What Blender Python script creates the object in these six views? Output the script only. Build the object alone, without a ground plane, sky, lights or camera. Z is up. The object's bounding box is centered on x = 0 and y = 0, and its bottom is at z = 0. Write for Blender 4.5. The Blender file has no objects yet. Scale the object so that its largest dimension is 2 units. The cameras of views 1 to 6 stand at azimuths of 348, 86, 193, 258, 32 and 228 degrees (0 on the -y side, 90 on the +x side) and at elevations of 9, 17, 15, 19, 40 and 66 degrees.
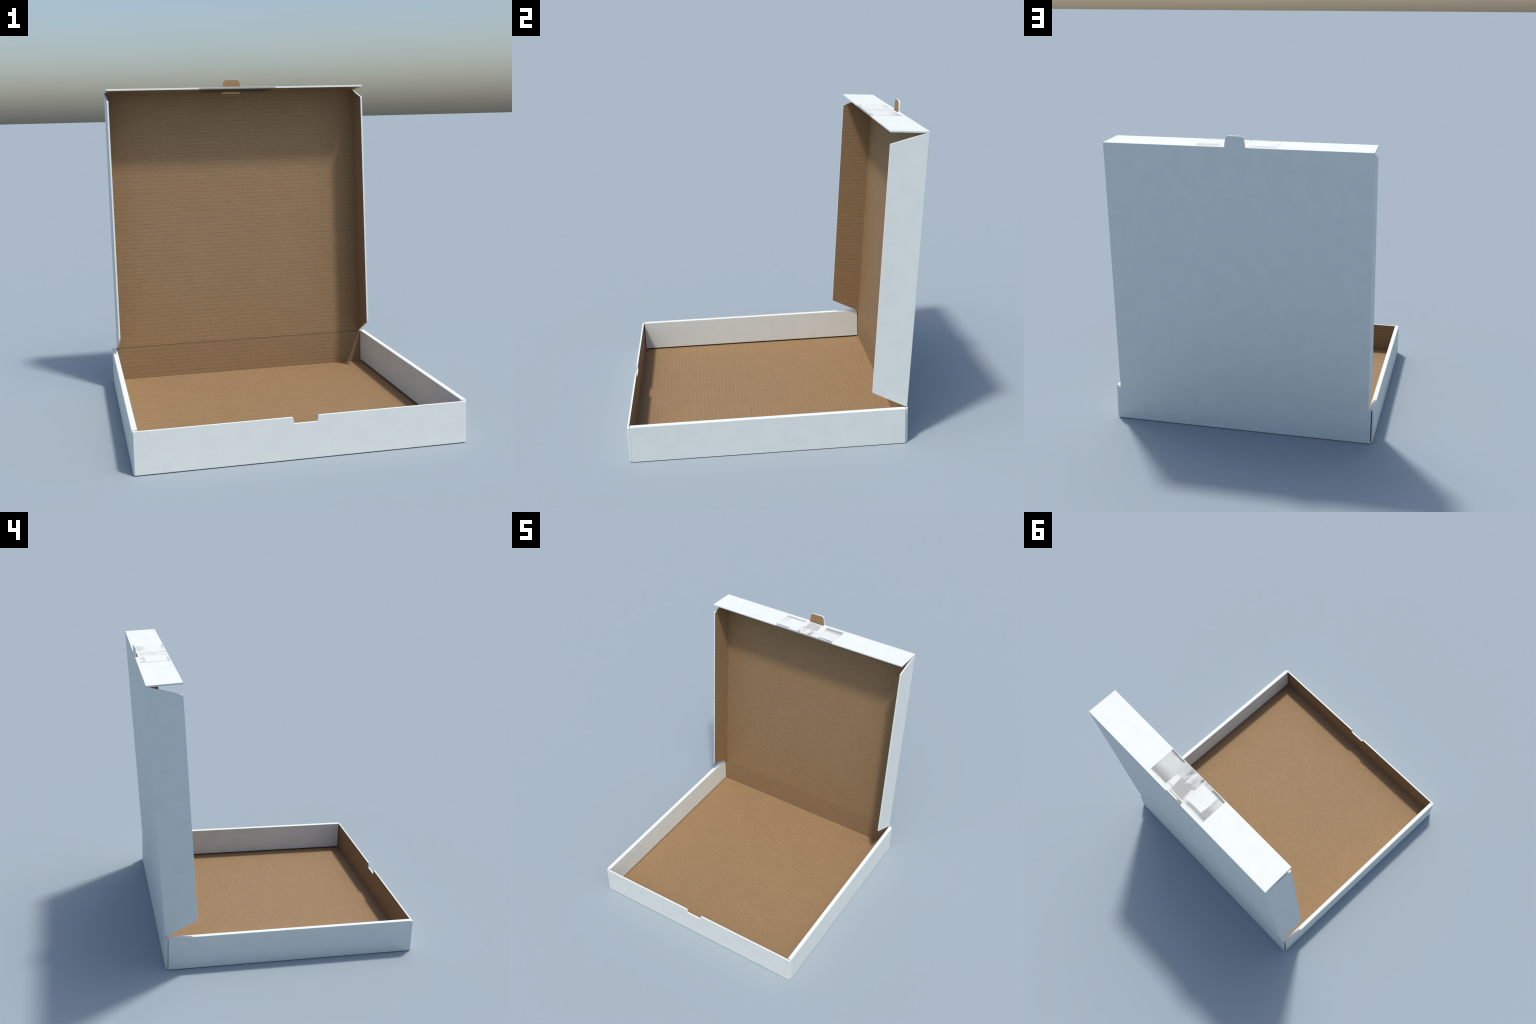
"""An open, empty corrugated take-away pizza box: white outside, brown kraft inside.

Built board by board.  Every board is a flat outline with thickness T; its
edges are either free (tiny rounded cut), folded (mitred against the next
board, with a small fold radius), creased or plain butt joints.
"""
import bpy, math, random
from mathutils import Matrix, Vector, noise

random.seed(7)
T = 0.011                     # board thickness
FREE_R = 0.0011               # softened cut edge
FOLD_R = 0.0032               # outside radius of a fold

# ---- main sizes (metres) --------------------------------------------------
FRONT_Y, BACK_Y = -0.9195, 0.7970      # outer faces of front / back wall
WALL_H = 0.2280                        # front wall height
HINGE_Z = 0.2295                       # top of the back wall = lid hinge
SIDE_X = 0.8880                        # outer face of the side walls
SIDE_IN = 0.8580                       # inner face of the rolled side walls
SIDE_TOP = 0.2345
SIDE_Y0, SIDE_Y1 = -0.9032, 0.7792     # ends of the rolled side walls
FRONT_HW, BACK_HW = 0.8825, 0.8720     # half widths of front / back wall
LID_HW = 0.8560                        # half width of the lid panel
LID_L = 1.7046                         # hinge to top fold
LID_TILT = math.radians(3.965)         # lid leans back a little
FLAP_L = 0.2266                        # depth of the lid's front flap
FLAP_TIP_HW = 0.8520
WING_D = 0.2225                        # depth of the lid's side flaps
TAB_HW, TAB_H = 0.0655, 0.0702
SLOT_END = 0.0208                      # slot left in the flap by the tab
TAPE_HW, TAPE_S0 = 0.2535, 0.0225


# ======================= materials ========================================
class Net:
    """Small helper to wire shader nodes."""
    def __init__(self, name):
        self.mat = bpy.data.materials.new(name)
        self.mat.use_nodes = True
        self.t = self.mat.node_tree
        self.t.nodes.clear()
        self.out = self.t.nodes.new("ShaderNodeOutputMaterial")
        self.bsdf = self.t.nodes.new("ShaderNodeBsdfPrincipled")
        self.t.links.new(self.bsdf.outputs[0], self.out.inputs[0])
        self.co = self.t.nodes.new("ShaderNodeTexCoord").outputs["Object"]

    def put(self, sock, v):
        if isinstance(v, bpy.types.NodeSocket):
            self.t.links.new(v, sock)
        else:
            sock.default_value = v

    def math(self, op, a, b=0.0, c=0.0, clamp=False):
        n = self.t.nodes.new("ShaderNodeMath")
        n.operation, n.use_clamp = op, clamp
        for i, v in enumerate((a, b, c)):
            self.put(n.inputs[i], v)
        return n.outputs[0]

    def noise(self, scale, detail=3.0, rough=0.55, stretch=(1, 1, 1), shift=(0, 0, 0)):
        m = self.t.nodes.new("ShaderNodeMapping")
        self.put(m.inputs["Vector"], self.co)
        m.inputs["Scale"].default_value = stretch
        m.inputs["Location"].default_value = shift
        n = self.t.nodes.new("ShaderNodeTexNoise")
        self.t.links.new(m.outputs[0], n.inputs["Vector"])
        n.inputs["Scale"].default_value = scale
        n.inputs["Detail"].default_value = detail
        n.inputs["Roughness"].default_value = rough
        return n.outputs["Fac"]

    def step(self, v, lo, hi, a=0.0, b=1.0):
        n = self.t.nodes.new("ShaderNodeMapRange")
        n.interpolation_type = "SMOOTHSTEP"
        for i, x in enumerate((v, lo, hi, a, b)):
            self.put(n.inputs[i], x)
        return n.outputs[0]

    def mix(self, fac, a, b):
        n = self.t.nodes.new("ShaderNodeMix")
        n.data_type = "RGBA"
        self.put(n.inputs[0], fac)
        for s, v in ((n.inputs[6], a), (n.inputs[7], b)):
            self.put(s, v if isinstance(v, bpy.types.NodeSocket) else (*v, 1.0))
        return n.outputs[2]

    def xyz(self):
        n = self.t.nodes.new("ShaderNodeSeparateXYZ")
        self.t.links.new(self.co, n.inputs[0])
        return n.outputs

    def bump(self, height, strength, dist):
        n = self.t.nodes.new("ShaderNodeBump")
        n.inputs["Strength"].default_value = strength
        n.inputs["Distance"].default_value = dist
        self.put(n.inputs["Height"], height)
        self.t.links.new(n.outputs[0], self.bsdf.inputs["Normal"])

    def finish(self, color, rough, spec=0.3):
        self.put(self.bsdf.inputs["Base Color"], color if isinstance(color, bpy.types.NodeSocket) else (*color, 1))
        self.put(self.bsdf.inputs["Roughness"], rough)
        self.bsdf.inputs["Specular IOR Level"].default_value = spec
        return self.mat


def white_paper():
    n = Net("white_paper")
    cloud = n.noise(9.0, 5.0, 0.6)
    fibre = n.noise(70.0, 3.0, 0.6)
    f = n.math("ADD", n.math("MULTIPLY", cloud, 0.65), n.math("MULTIPLY", fibre, 0.35))
    col = n.mix(n.step(f, 0.34, 0.66), (0.672, 0.704, 0.677), (0.708, 0.743, 0.704))
    n.bump(fibre, 0.06, 0.002)
    return n.finish(col, 0.75, 0.25)


def kraft(name="brown_kraft"):
    """Brown liner; the flutes underneath telegraph through as broken dark
    lines across the sheet, one every FLUTE metres along the local y axis."""
    FLUTE = 0.0261
    n = Net(name)
    x, y, z = n.xyz()
    wob = n.math("MULTIPLY", n.math("SUBTRACT", n.noise(3.0, 2.0, stretch=(1, 6, 1)), 0.5), 0.0055)
    ph = n.math("FRACT", n.math("DIVIDE", n.math("ADD", y, wob), FLUTE))
    d = n.math("ABSOLUTE", n.math("SUBTRACT", ph, 0.5))         # 0 on the line
    line = n.step(d, 0.015, 0.105, 1.0, 0.0)
    halo = n.step(d, 0.0, 0.40, 1.0, 0.0)
    broken = n.step(n.noise(8.0, 6.0, 0.78, stretch=(1.1, 5.5, 1)), 0.37, 0.63)
    line = n.math("MULTIPLY", line, n.math("ADD", n.math("MULTIPLY", broken, 0.85), 0.15))
    patch = n.noise(5.0, 4.0, 0.6)
    grain = n.noise(58.0, 4.0, 0.75, stretch=(0.7, 1, 1))
    speck = n.noise(120.0, 3.0, 0.7)
    base = n.mix(n.step(patch, 0.35, 0.65), (0.274, 0.172, 0.083), (0.286, 0.180, 0.089))
    base = n.mix(n.math("MULTIPLY", n.step(grain, 0.44, 0.64), 0.75), base, (0.232, 0.157, 0.079))
    base = n.mix(n.math("MULTIPLY", n.step(speck, 0.52, 0.68), 0.45), base, (0.325, 0.192, 0.088))
    base = n.mix(n.math("MULTIPLY", halo, 0.10), base, (0.20, 0.135, 0.075))
    base = n.mix(n.math("MULTIPLY", line, 0.57), base, (0.138, 0.098, 0.066))
    # scattered pale fibre flecks
    v = n.t.nodes.new("ShaderNodeTexVoronoi")
    n.t.links.new(n.co, v.inputs["Vector"])
    v.inputs["Scale"].default_value = 9.0
    fleck = n.step(v.outputs["Distance"], 0.018, 0.034, 1.0, 0.0)
    sel = n.step(n.noise(4.0, 1.0, shift=(3, 1, 0)), 0.55, 0.6)
    base = n.mix(n.math("MULTIPLY", n.math("MULTIPLY", fleck, sel), 0.55), base, (0.52, 0.42, 0.33))
    hgt = n.math("SUBTRACT", n.math("MULTIPLY", grain, 0.25), n.math("ADD", n.math("MULTIPLY", line, 0.5), n.math("MULTIPLY", halo, 0.4)))
    n.bump(hgt, 0.12, 0.004)
    return n.finish(base, n.math("SUBTRACT", 0.74, n.math("MULTIPLY", line, 0.26)), 0.28)


def tape_film():
    """Crumpled packing tape: grey film with whiter panels and
    dark areas; crease light and shade are painted into the colour.  Local x runs along the tape, y from the fold."""
    n = Net("tape_film")
    x0, y0, _ = n.xyz()
    jx = n.math("MULTIPLY", n.math("SUBTRACT", n.noise(14.0, 3.0), 0.5), 0.016)
    jy = n.math("MULTIPLY", n.math("SUBTRACT", n.noise(14.0, 3.0, shift=(5, 2, 1)), 0.5), 0.016)
    x, y = n.math("ADD", x0, jx), n.math("ADD", y0, jy)

    def box(xa, xb, ya, yb, sx=0.004, sy=0.004, shear=0.0):
        u = n.math("ADD", x, n.math("MULTIPLY", y, shear))
        m = n.math("MULTIPLY", n.step(u, xa - sx, xa + sx), n.step(u, xb - sx, xb + sx, 1, 0))
        return n.math("MULTIPLY", m, n.math("MULTIPLY", n.step(y, ya - sy, ya + sy), n.step(y, yb - sy, yb + sy, 1, 0)))

    def grey(v):
        return (v * 0.958, v, v * 0.958)

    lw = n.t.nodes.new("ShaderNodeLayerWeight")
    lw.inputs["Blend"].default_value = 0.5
    painted_sheen = n.step(lw.outputs["Facing"], 0.15, 0.64, 0.0, 0.94)
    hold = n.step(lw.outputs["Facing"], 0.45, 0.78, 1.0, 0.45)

    def lay(mask, strength, v, dark=False):
        nonlocal col
        m = n.math("MULTIPLY", mask, strength)
        if dark:
            m = n.math("MULTIPLY", m, hold)
        col = n.mix(m, col, grey(v) if isinstance(v, float) else v)
    soft = n.noise(13.0, 3.0, 0.5, stretch=(1, 0.5, 1))
    col = n.mix(n.step(soft, 0.3, 0.7), grey(0.45), grey(0.56))
    lay(box(0.12, 0.24, 0.11, 0.19, 0.04, 0.03), 0.6, 0.56)
    # near-white panels
    lay(box(-0.202, -0.062, 0.060, 0.200, 0.003, 0.006), 1.0, 0.69)
    lay(box(-0.100, -0.035, 0.055, 0.128, 0.010, 0.004), 0.85, 0.66)
    lay(box(0.063, 0.106, 0.056, 0.128, 0.003, 0.004), 0.95, 0.67)
    lay(box(0.063, 0.106, 0.022, 0.045, 0.003, 0.006), 0.9, 0.67)
    # base colour lightened by milky at grazing angles
    lay(painted_sheen, 1.0, 0.72)
    # smooth dark area beside the margin on the +x half, fading forward
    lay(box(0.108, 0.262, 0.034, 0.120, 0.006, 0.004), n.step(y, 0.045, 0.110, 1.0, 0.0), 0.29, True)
    # dark areas around the near-white panel on the -x half
    lay(box(-0.265, -0.20, 0.03, 0.12, 0.006, 0.03), n.step(painted_sheen, 0.2, 0.9, 0.8, 0.1), 0.31, True)
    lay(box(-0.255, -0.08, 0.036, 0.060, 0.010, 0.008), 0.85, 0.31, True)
    # flat grey window over the tab cut-out
    lay(box(-0.052, 0.056, 0.026, 0.135, 0.007, 0.010, -0.08), n.step(painted_sheen, 0.7, 0.94, 0.95, 0.5), (0.350, 0.358, 0.345), True)
    # lit and shaded sides of gathered creases, drawn as streaks
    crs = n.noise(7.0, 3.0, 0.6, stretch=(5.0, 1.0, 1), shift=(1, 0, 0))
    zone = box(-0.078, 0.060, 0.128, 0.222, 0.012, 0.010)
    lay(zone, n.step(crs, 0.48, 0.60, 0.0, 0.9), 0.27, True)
    lay(zone, n.step(crs, 0.34, 0.47, 1, 0), 0.64)
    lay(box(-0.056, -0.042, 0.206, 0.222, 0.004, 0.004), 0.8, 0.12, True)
    # pale margin by the fold, dark strips at the front edge
    lay(n.step(y, 0.027, 0.040, 1, 0), 0.85, 0.67)
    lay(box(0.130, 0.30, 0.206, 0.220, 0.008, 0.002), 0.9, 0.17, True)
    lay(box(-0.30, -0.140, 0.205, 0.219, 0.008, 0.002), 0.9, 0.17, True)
    # fine random wrinkles, tinted grey
    wr = n.noise(30.0, 4.0, 0.7, stretch=(1.2, 0.5, 1))
    lay(n.step(wr, 0.58, 0.70), n.step(painted_sheen, 0.0, 0.9, 0.30, 0.05), 0.32)
    n.bump(wr, 0.15, 0.003)
    return n.finish(col, 0.65, 0.22)


def tape_edge():
    n = Net("tape_edge")
    return n.finish(n.mix(n.noise(40.0, 3.0, stretch=(1, 4, 4)), (0.275, 0.295, 0.290), (0.37, 0.395, 0.385)), 0.35, 0.5)


def tape_under():
    """Film seen over brown board on the underside of the flap."""
    n = Net("tape_underside")
    x, y, z = n.xyz()
    ax = n.math("ABSOLUTE", x)
    f = n.step(n.math("ADD", ax, n.math("MULTIPLY", n.noise(20.0), 0.02)), 0.225, 0.262)
    return n.finish(n.mix(f, (0.112, 0.070, 0.034), (0.25, 0.155, 0.078)), 0.5, 0.35)


WHITE, BROWN = white_paper(), kraft()
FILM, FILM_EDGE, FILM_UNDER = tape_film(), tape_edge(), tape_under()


# ======================= board builder ====================================
def offset_ring(pts, insets):
    """Outline moved inwards by insets[i] along edge i (pts[i] -> pts[i+1])."""
    out, n = [], len(pts)
    lines = []
    for i in range(n):
        a, b = Vector(pts[i]), Vector(pts[(i + 1) % n])
        d = (b - a).normalized()
        nrm = Vector((-d.y, d.x))                    # inside of a CCW outline
        lines.append((a + nrm * insets[i], d))
    for i in range(n):
        (p, d), (q, e) = lines[i - 1], lines[i]
        cr = d.x * e.y - d.y * e.x
        if abs(cr) < 1e-6:
            out.append(q)
        else:
            w = q - p
            out.append(p + d * ((w.x * e.y - w.y * e.x) / cr))
    return out


PROFILE = {   # (inset, height) at four levels through the board, outer -> inner
    "free":   ((FREE_R, 0), (0, FREE_R), (0, T - 0.0007), (0.0006, T)),
    "fold":   ((FOLD_R, 0), (0.293 * FOLD_R,) * 2, (0.55 * T,) * 2, (T, T)),
    "butt":   ((0, 0), (0, 0.3 * T), (0, 0.7 * T), (0, T)),
    "rim":    ((0, 0), (0, 0.0012), (0, T - 0.0024), (0.0018, T)),
    "crease": ((0, 0), (0, 0.0012), (0, T - 0.0030), (0.0020, T)),
}


def board(name, outline, matrix, parent):
    """outline: list of (x, y, edge_kind); the kind is that of the edge that
    starts at the point.  Local z = 0 is the white outer face, z = T the brown."""
    pts = [(p[0], p[1]) for p in outline]
    kinds = [p[2] for p in outline]
    area = sum(a[0] * b[1] - b[0] * a[1] for a, b in zip(pts, pts[1:] + pts[:1]))
    if area < 0:
        pts = pts[::-1]
        kinds = kinds[::-1][1:] + kinds[::-1][:1]
    n = len(pts)
    verts, faces, mats = [], [], []
    for lv in range(4):
        ring = offset_ring(pts, [PROFILE[k][lv][0] for k in kinds])
        for i, p in enumerate(ring):
            # a corner on a fold stays in the mitre plane; otherwise it takes
            # the height nearest to the face of its two edges
            pair = (kinds[i - 1], kinds[i])
            hs = [PROFILE[k][lv][1] for k in pair]
            h = PROFILE["fold"][lv][1] if "fold" in pair else (min(hs) if lv < 2 else max(hs))
            verts.append((p.x, p.y, h))
    faces.append([i for i in range(n)][::-1]); mats.append(0)
    for lv in range(3):
        for i in range(n):
            j = (i + 1) % n
            faces.append([lv * n + i, lv * n + j, (lv + 1) * n + j, (lv + 1) * n + i])
            mats.append(1 if (lv >= 1 and kinds[i] == "crease") or (lv == 2 and kinds[i] == "rim") else 0)
    faces.append([3 * n + i for i in range(n)]); mats.append(1)
    return make(name, verts, faces, mats, (WHITE, BROWN), matrix, parent)


def make(name, verts, faces, mats, materials, matrix, parent, smooth=False):
    me = bpy.data.meshes.new(name)
    me.from_pydata([Vector(v) for v in verts], [], faces)
    for m in materials:
        me.materials.append(m)
    for poly, m in zip(me.polygons, mats):
        poly.material_index = m
        poly.use_smooth = smooth
    me.validate(); me.update()
    ob = bpy.data.objects.new(name, me)
    bpy.context.scene.collection.objects.link(ob)
    ob.parent = parent
    ob.matrix_world = matrix
    bpy.context.view_layer.update()
    return ob


def frame(origin, ly, lz):
    """Matrix with local y = ly and local z = lz (inner side of the board)."""
    ly, lz = Vector(ly).normalized(), Vector(lz).normalized()
    lx = ly.cross(lz)
    m = Matrix((lx, ly, lz)).transposed().to_4x4()
    m.translation = Vector(origin)
    return m


def arc(cx, cy, r, a0, a1, steps, kind="free"):
    return [(cx + r * math.cos(math.radians(a0 + (a1 - a0) * i / steps)),
             cy + r * math.sin(math.radians(a0 + (a1 - a0) * i / steps)), kind) for i in range(steps + 1)]


X, Y, Z = Vector((1, 0, 0)), Vector((0, 1, 0)), Vector((0, 0, 1))
U = Vector((0, math.sin(LID_TILT), math.cos(LID_TILT)))      # up along the lid
N = Vector((0, -math.cos(LID_TILT), math.sin(LID_TILT)))     # into the lid

box = bpy.data.objects.new("pizza_box", None)
bpy.context.scene.collection.objects.link(box)
box["label"] = "open empty white cardboard pizza box with brown kraft inside"
box["category"] = "pizza box"

# ======================= tray =============================================
FX = SIDE_X - T - 0.0004
tray = board("tray_floor",
             [(-FX, FRONT_Y, "fold"), (FX, FRONT_Y, "butt"), (FX, BACK_Y, "fold"), (-FX, BACK_Y, "butt")],
             frame((0, 0, 0), Y, Z), box)

NT, NB, ND = 0.0672, 0.0612, 0.0345       # tab notch: top / bottom half width, depth
front = board("front_wall",
              [(-FRONT_HW, 0, "fold"), (FRONT_HW, 0, "fold"), (FRONT_HW, WALL_H, "free"),
               (NT + 0.002, WALL_H, "free"), (NT - 0.0005, WALL_H - 0.003, "free"),
               (NB, WALL_H - ND, "free"), (-NB, WALL_H - ND, "free"),
               (-NT + 0.0005, WALL_H - 0.003, "free"), (-NT - 0.002, WALL_H, "free"),
               (-FRONT_HW, WALL_H, "fold")],
              frame((0, FRONT_Y, 0), Z, Y), tray)

back = board("back_wall",
             [(-BACK_HW, 0, "fold"), (BACK_HW, 0, "fold"), (BACK_HW, HINGE_Z, "rim"), (-BACK_HW, HINGE_Z, "fold")],
             frame((0, BACK_Y, 0), Z, -Y), tray)

# short glue returns where front and back wall turn into the side walls
for sgn in (1, -1):
    for hw, y0, y1, h, inward in ((FRONT_HW, FRONT_Y, SIDE_Y0 - 0.0012, WALL_H, 1), (BACK_HW, BACK_Y, SIDE_Y1 + 0.0008, HINGE_Z, -1)):
        ln = abs(y1 - y0)
        m = frame((sgn * hw, y0, 0), Z, -sgn * X)
        d = m.to_3x3().col[0].y * inward          # does local x run into the box?
        board("corner_return", [(0, 0.002, "free"), (d * ln, 0.002, "free"), (d * ln, h, "free"), (0, h, "fold")]
              if d > 0 else [(0, 0.002, "fold"), (0, h, "free"), (d * ln, h, "free"), (d * ln, 0.002, "free")], m, tray)


def rolled_side_wall(sgn):
    """One sheet folded up, over the top and down again inside."""
    r = 0.0034
    def rnd(cx, cz, a0, a1):
        return [(p[0], p[1]) for p in arc(cx, cz, r, a0, a1, 4)]
    prof = [(SIDE_X - 0.0022, 0), (SIDE_X, 0.0022)]
    prof += rnd(SIDE_X - r, SIDE_TOP - r, 0, 90) + rnd(SIDE_IN + r, SIDE_TOP - r, 90, 180)
    prof += [(SIDE_IN, 0.0235), (SIDE_IN + 0.0012, 0.0222), (SIDE_IN + T - 0.0012, 0.0222), (SIDE_IN + T, 0.0235)]
    n_cut = len(prof)
    prof += [(SIDE_IN + T, SIDE_TOP - T), (SIDE_X - T, SIDE_TOP - T), (SIDE_X - T, 0)]
    k = len(prof)
    ys = [(SIDE_Y0, 0.0011), (SIDE_Y0 + 0.0011, 0), (SIDE_Y1 - 0.0011, 0), (SIDE_Y1, 0.0011)]
    verts, faces, mats = [], [], []
    # inset of the cut ends along the profile's own normals
    ring_in = offset_ring(prof, [0.0011] * k)
    for y, e in ys:
        ring = ring_in if e else [Vector(p) for p in prof]
        verts += [(sgn * p[0], y, p[1]) for p in ring]
    for a in range(3):
        for i in range(k):
            j = (i + 1) % k
            f = [a * k + i, a * k + j, (a + 1) * k + j, (a + 1) * k + i]
            faces.append(f if sgn < 0 else f[::-1])
            mats.append(1 if n_cut - 1 <= i < k - 1 else 0)
    cap = list(range(k))
    faces.append(cap if sgn > 0 else cap[::-1]); mats.append(0)
    cap = [3 * k + i for i in range(k)]
    faces.append(cap[::-1] if sgn > 0 else cap); mats.append(0)
    return make("side_wall", verts, faces, mats, (WHITE, BROWN), Matrix(), tray)


for sgn in (1, -1):
    rolled_side_wall(sgn)

# ======================= lid ==============================================
H = Vector((0, BACK_Y, HINGE_Z + 0.0001))
TABB = LID_L - 1.6 * T                     # tab root inside the panel
lid = board("lid_panel",
            [(-LID_HW, 0, "crease"), (LID_HW, 0, "fold"), (LID_HW, LID_L, "fold"),
             (TAB_HW, LID_L, "butt"), (TAB_HW, TABB, "butt"), (-TAB_HW, TABB, "butt"), (-TAB_HW, LID_L, "fold"),
             (-LID_HW, LID_L, "fold")],
            frame(H, U, N), box)

tw = [(TAB_HW, 0), (TAB_HW - 0.0030, 0.026), (0.0588, 0.0500), (0.0555, 0.0585), (0.0500, 0.0655), (0.0425, TAB_H)]
tab_outline = [(TAB_HW, TABB - LID_L, "butt")] + [(x, y, "free") for x, y in tw] + \
              [(-x, y, "free") for x, y in tw[::-1]] + [(-TAB_HW, TABB - LID_L, "butt")]
tab_outline[-2] = (*tab_outline[-2][:2], "butt")
tab = board("locking_tab", tab_outline, frame(H + U * LID_L, U, N), lid)

flap = board("lid_front_flap",
             [(-LID_HW, 0, "fold"), (-TAB_HW + 0.002, 0, "free"), (-TAB_HW + 0.004, SLOT_END, "free"),
              (TAB_HW - 0.004, SLOT_END, "free"), (TAB_HW - 0.002, 0, "fold"), (LID_HW, 0, "free"),
              (FLAP_TIP_HW, FLAP_L, "free"), (-FLAP_TIP_HW, FLAP_L, "free")],
             frame(H + U * LID_L, N, -U), lid)

for sgn in (1, -1):
    prof = [(0, 0.0016), (0.012, 0.0028), (WING_D - 0.004, 0.0905), (WING_D - 0.0008, 0.0930), (WING_D, 0.0965),
            (WING_D, 1.6215), (WING_D - 0.0008, 1.6250), (WING_D - 0.004, 1.6272), (0.012, 1.6955), (0, 1.6985)]
    kinds = ["free"] * 9 + ["fold"]
    lean = Matrix.Rotation(-math.radians(1.15), 4, 'Y') if sgn > 0 else Matrix.Rotation(math.radians(1.15), 4, 'Y')
    board("lid_side_flap", [(sgn * a, b, k) for (a, b), k in zip(prof, kinds)] if sgn > 0 else
          [(-a, b, k) for (a, b), k in zip(prof[::-1], ["free"] * 9 + ["fold"])],
          frame(H + sgn * LID_HW * X, U, -sgn * X) @ lean, lid)

# ======================= tape wrapped round the flap ======================
def tape():
    nx, film = 120, 0.0005
    # path round the flap: along the top, over the cut edge, back underneath
    top = [(TAPE_S0 + (FLAP_L - 0.001 - TAPE_S0) * i / 60, -0.0009, 0) for i in range(61)]
    edge = [(FLAP_L + 0.0004, -0.0004, 1), (FLAP_L + 0.0008, 0.0010, 1), (FLAP_L + 0.0008, T - 0.0010, 1), (FLAP_L + 0.0002, T + 0.0005, 1)]
    under = [(FLAP_L - 0.001 - (FLAP_L - 0.001 - SLOT_END - 0.002) * i / 10, T + 0.0009, 2) for i in range(11)]
    path = top + edge + under
    np_ = len(path)
    def ridge(t, w):
        return math.exp(-(t / w) ** 2)
    def relief(x, s):
        a = 0.0007 * (noise.noise(Vector((x * 22, s * 22, 1.3))) + 0.4)
        b = 0.0
        if -0.09 < x < 0.07 and s > 0.10:                 # gathered creases
            w = min(1, (s - 0.10) / 0.03) * min(1, (x + 0.09) / 0.02, (0.07 - x) / 0.02)
            b = 0.0018 * w * abs(noise.noise(Vector((x * 75, s * 9, 4.0))))
        for xc, sc, half in ((-0.13, 0.062, 0.07), (0.175, 0.052, 0.075)):   # lifted lips
            if abs(x - xc) < half:
                b += 0.0006 * ridge(s - sc, 0.006)
        return max(0.0, a) + b
    verts, faces, mats = [], [], []
    for layer in (0, 1):
        for i, (s, z, k) in enumerate(path):
            for j in range(nx + 1):
                x = -TAPE_HW + 2 * TAPE_HW * j / nx
                ss, zz = s, z
                if k == 0:
                    lift = relief(x, s) * min(1, i / 3, (60 - i) / 3)
                    lift *= min(1, j / 2, (nx - j) / 2)
                    zz = z - lift
                if layer:                                   # inner skin of the film
                    if k == 0: zz += film * 0.6
                    elif k == 2: zz -= film * 0.6
                    else: ss -= film * 0.5
                verts.append((x, ss, zz))
    w = nx + 1
    L = np_ * w
    for i in range(np_ - 1):
        k = path[i][2] if path[i][2] == path[i + 1][2] else 1
        for j in range(nx):
            q = [i * w + j, i * w + j + 1, (i + 1) * w + j + 1, (i + 1) * w + j]
            faces.append(q[::-1]); mats.append(k)
            faces.append([L + v for v in q]); mats.append(k)
    rim = [(i * w, (i + 1) * w) for i in range(np_ - 1)] + [((i + 1) * w + nx, i * w + nx) for i in range(np_ - 1)]
    rim += [(j + 1, j) for j in range(nx)] + [((np_ - 1) * w + j, (np_ - 1) * w + j + 1) for j in range(nx)]
    for a, b in rim:
        faces.append([a, b, L + b, L + a]); mats.append(path[min(a, b) // w][2])
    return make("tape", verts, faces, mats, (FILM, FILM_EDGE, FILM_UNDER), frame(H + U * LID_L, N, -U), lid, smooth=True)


tape()
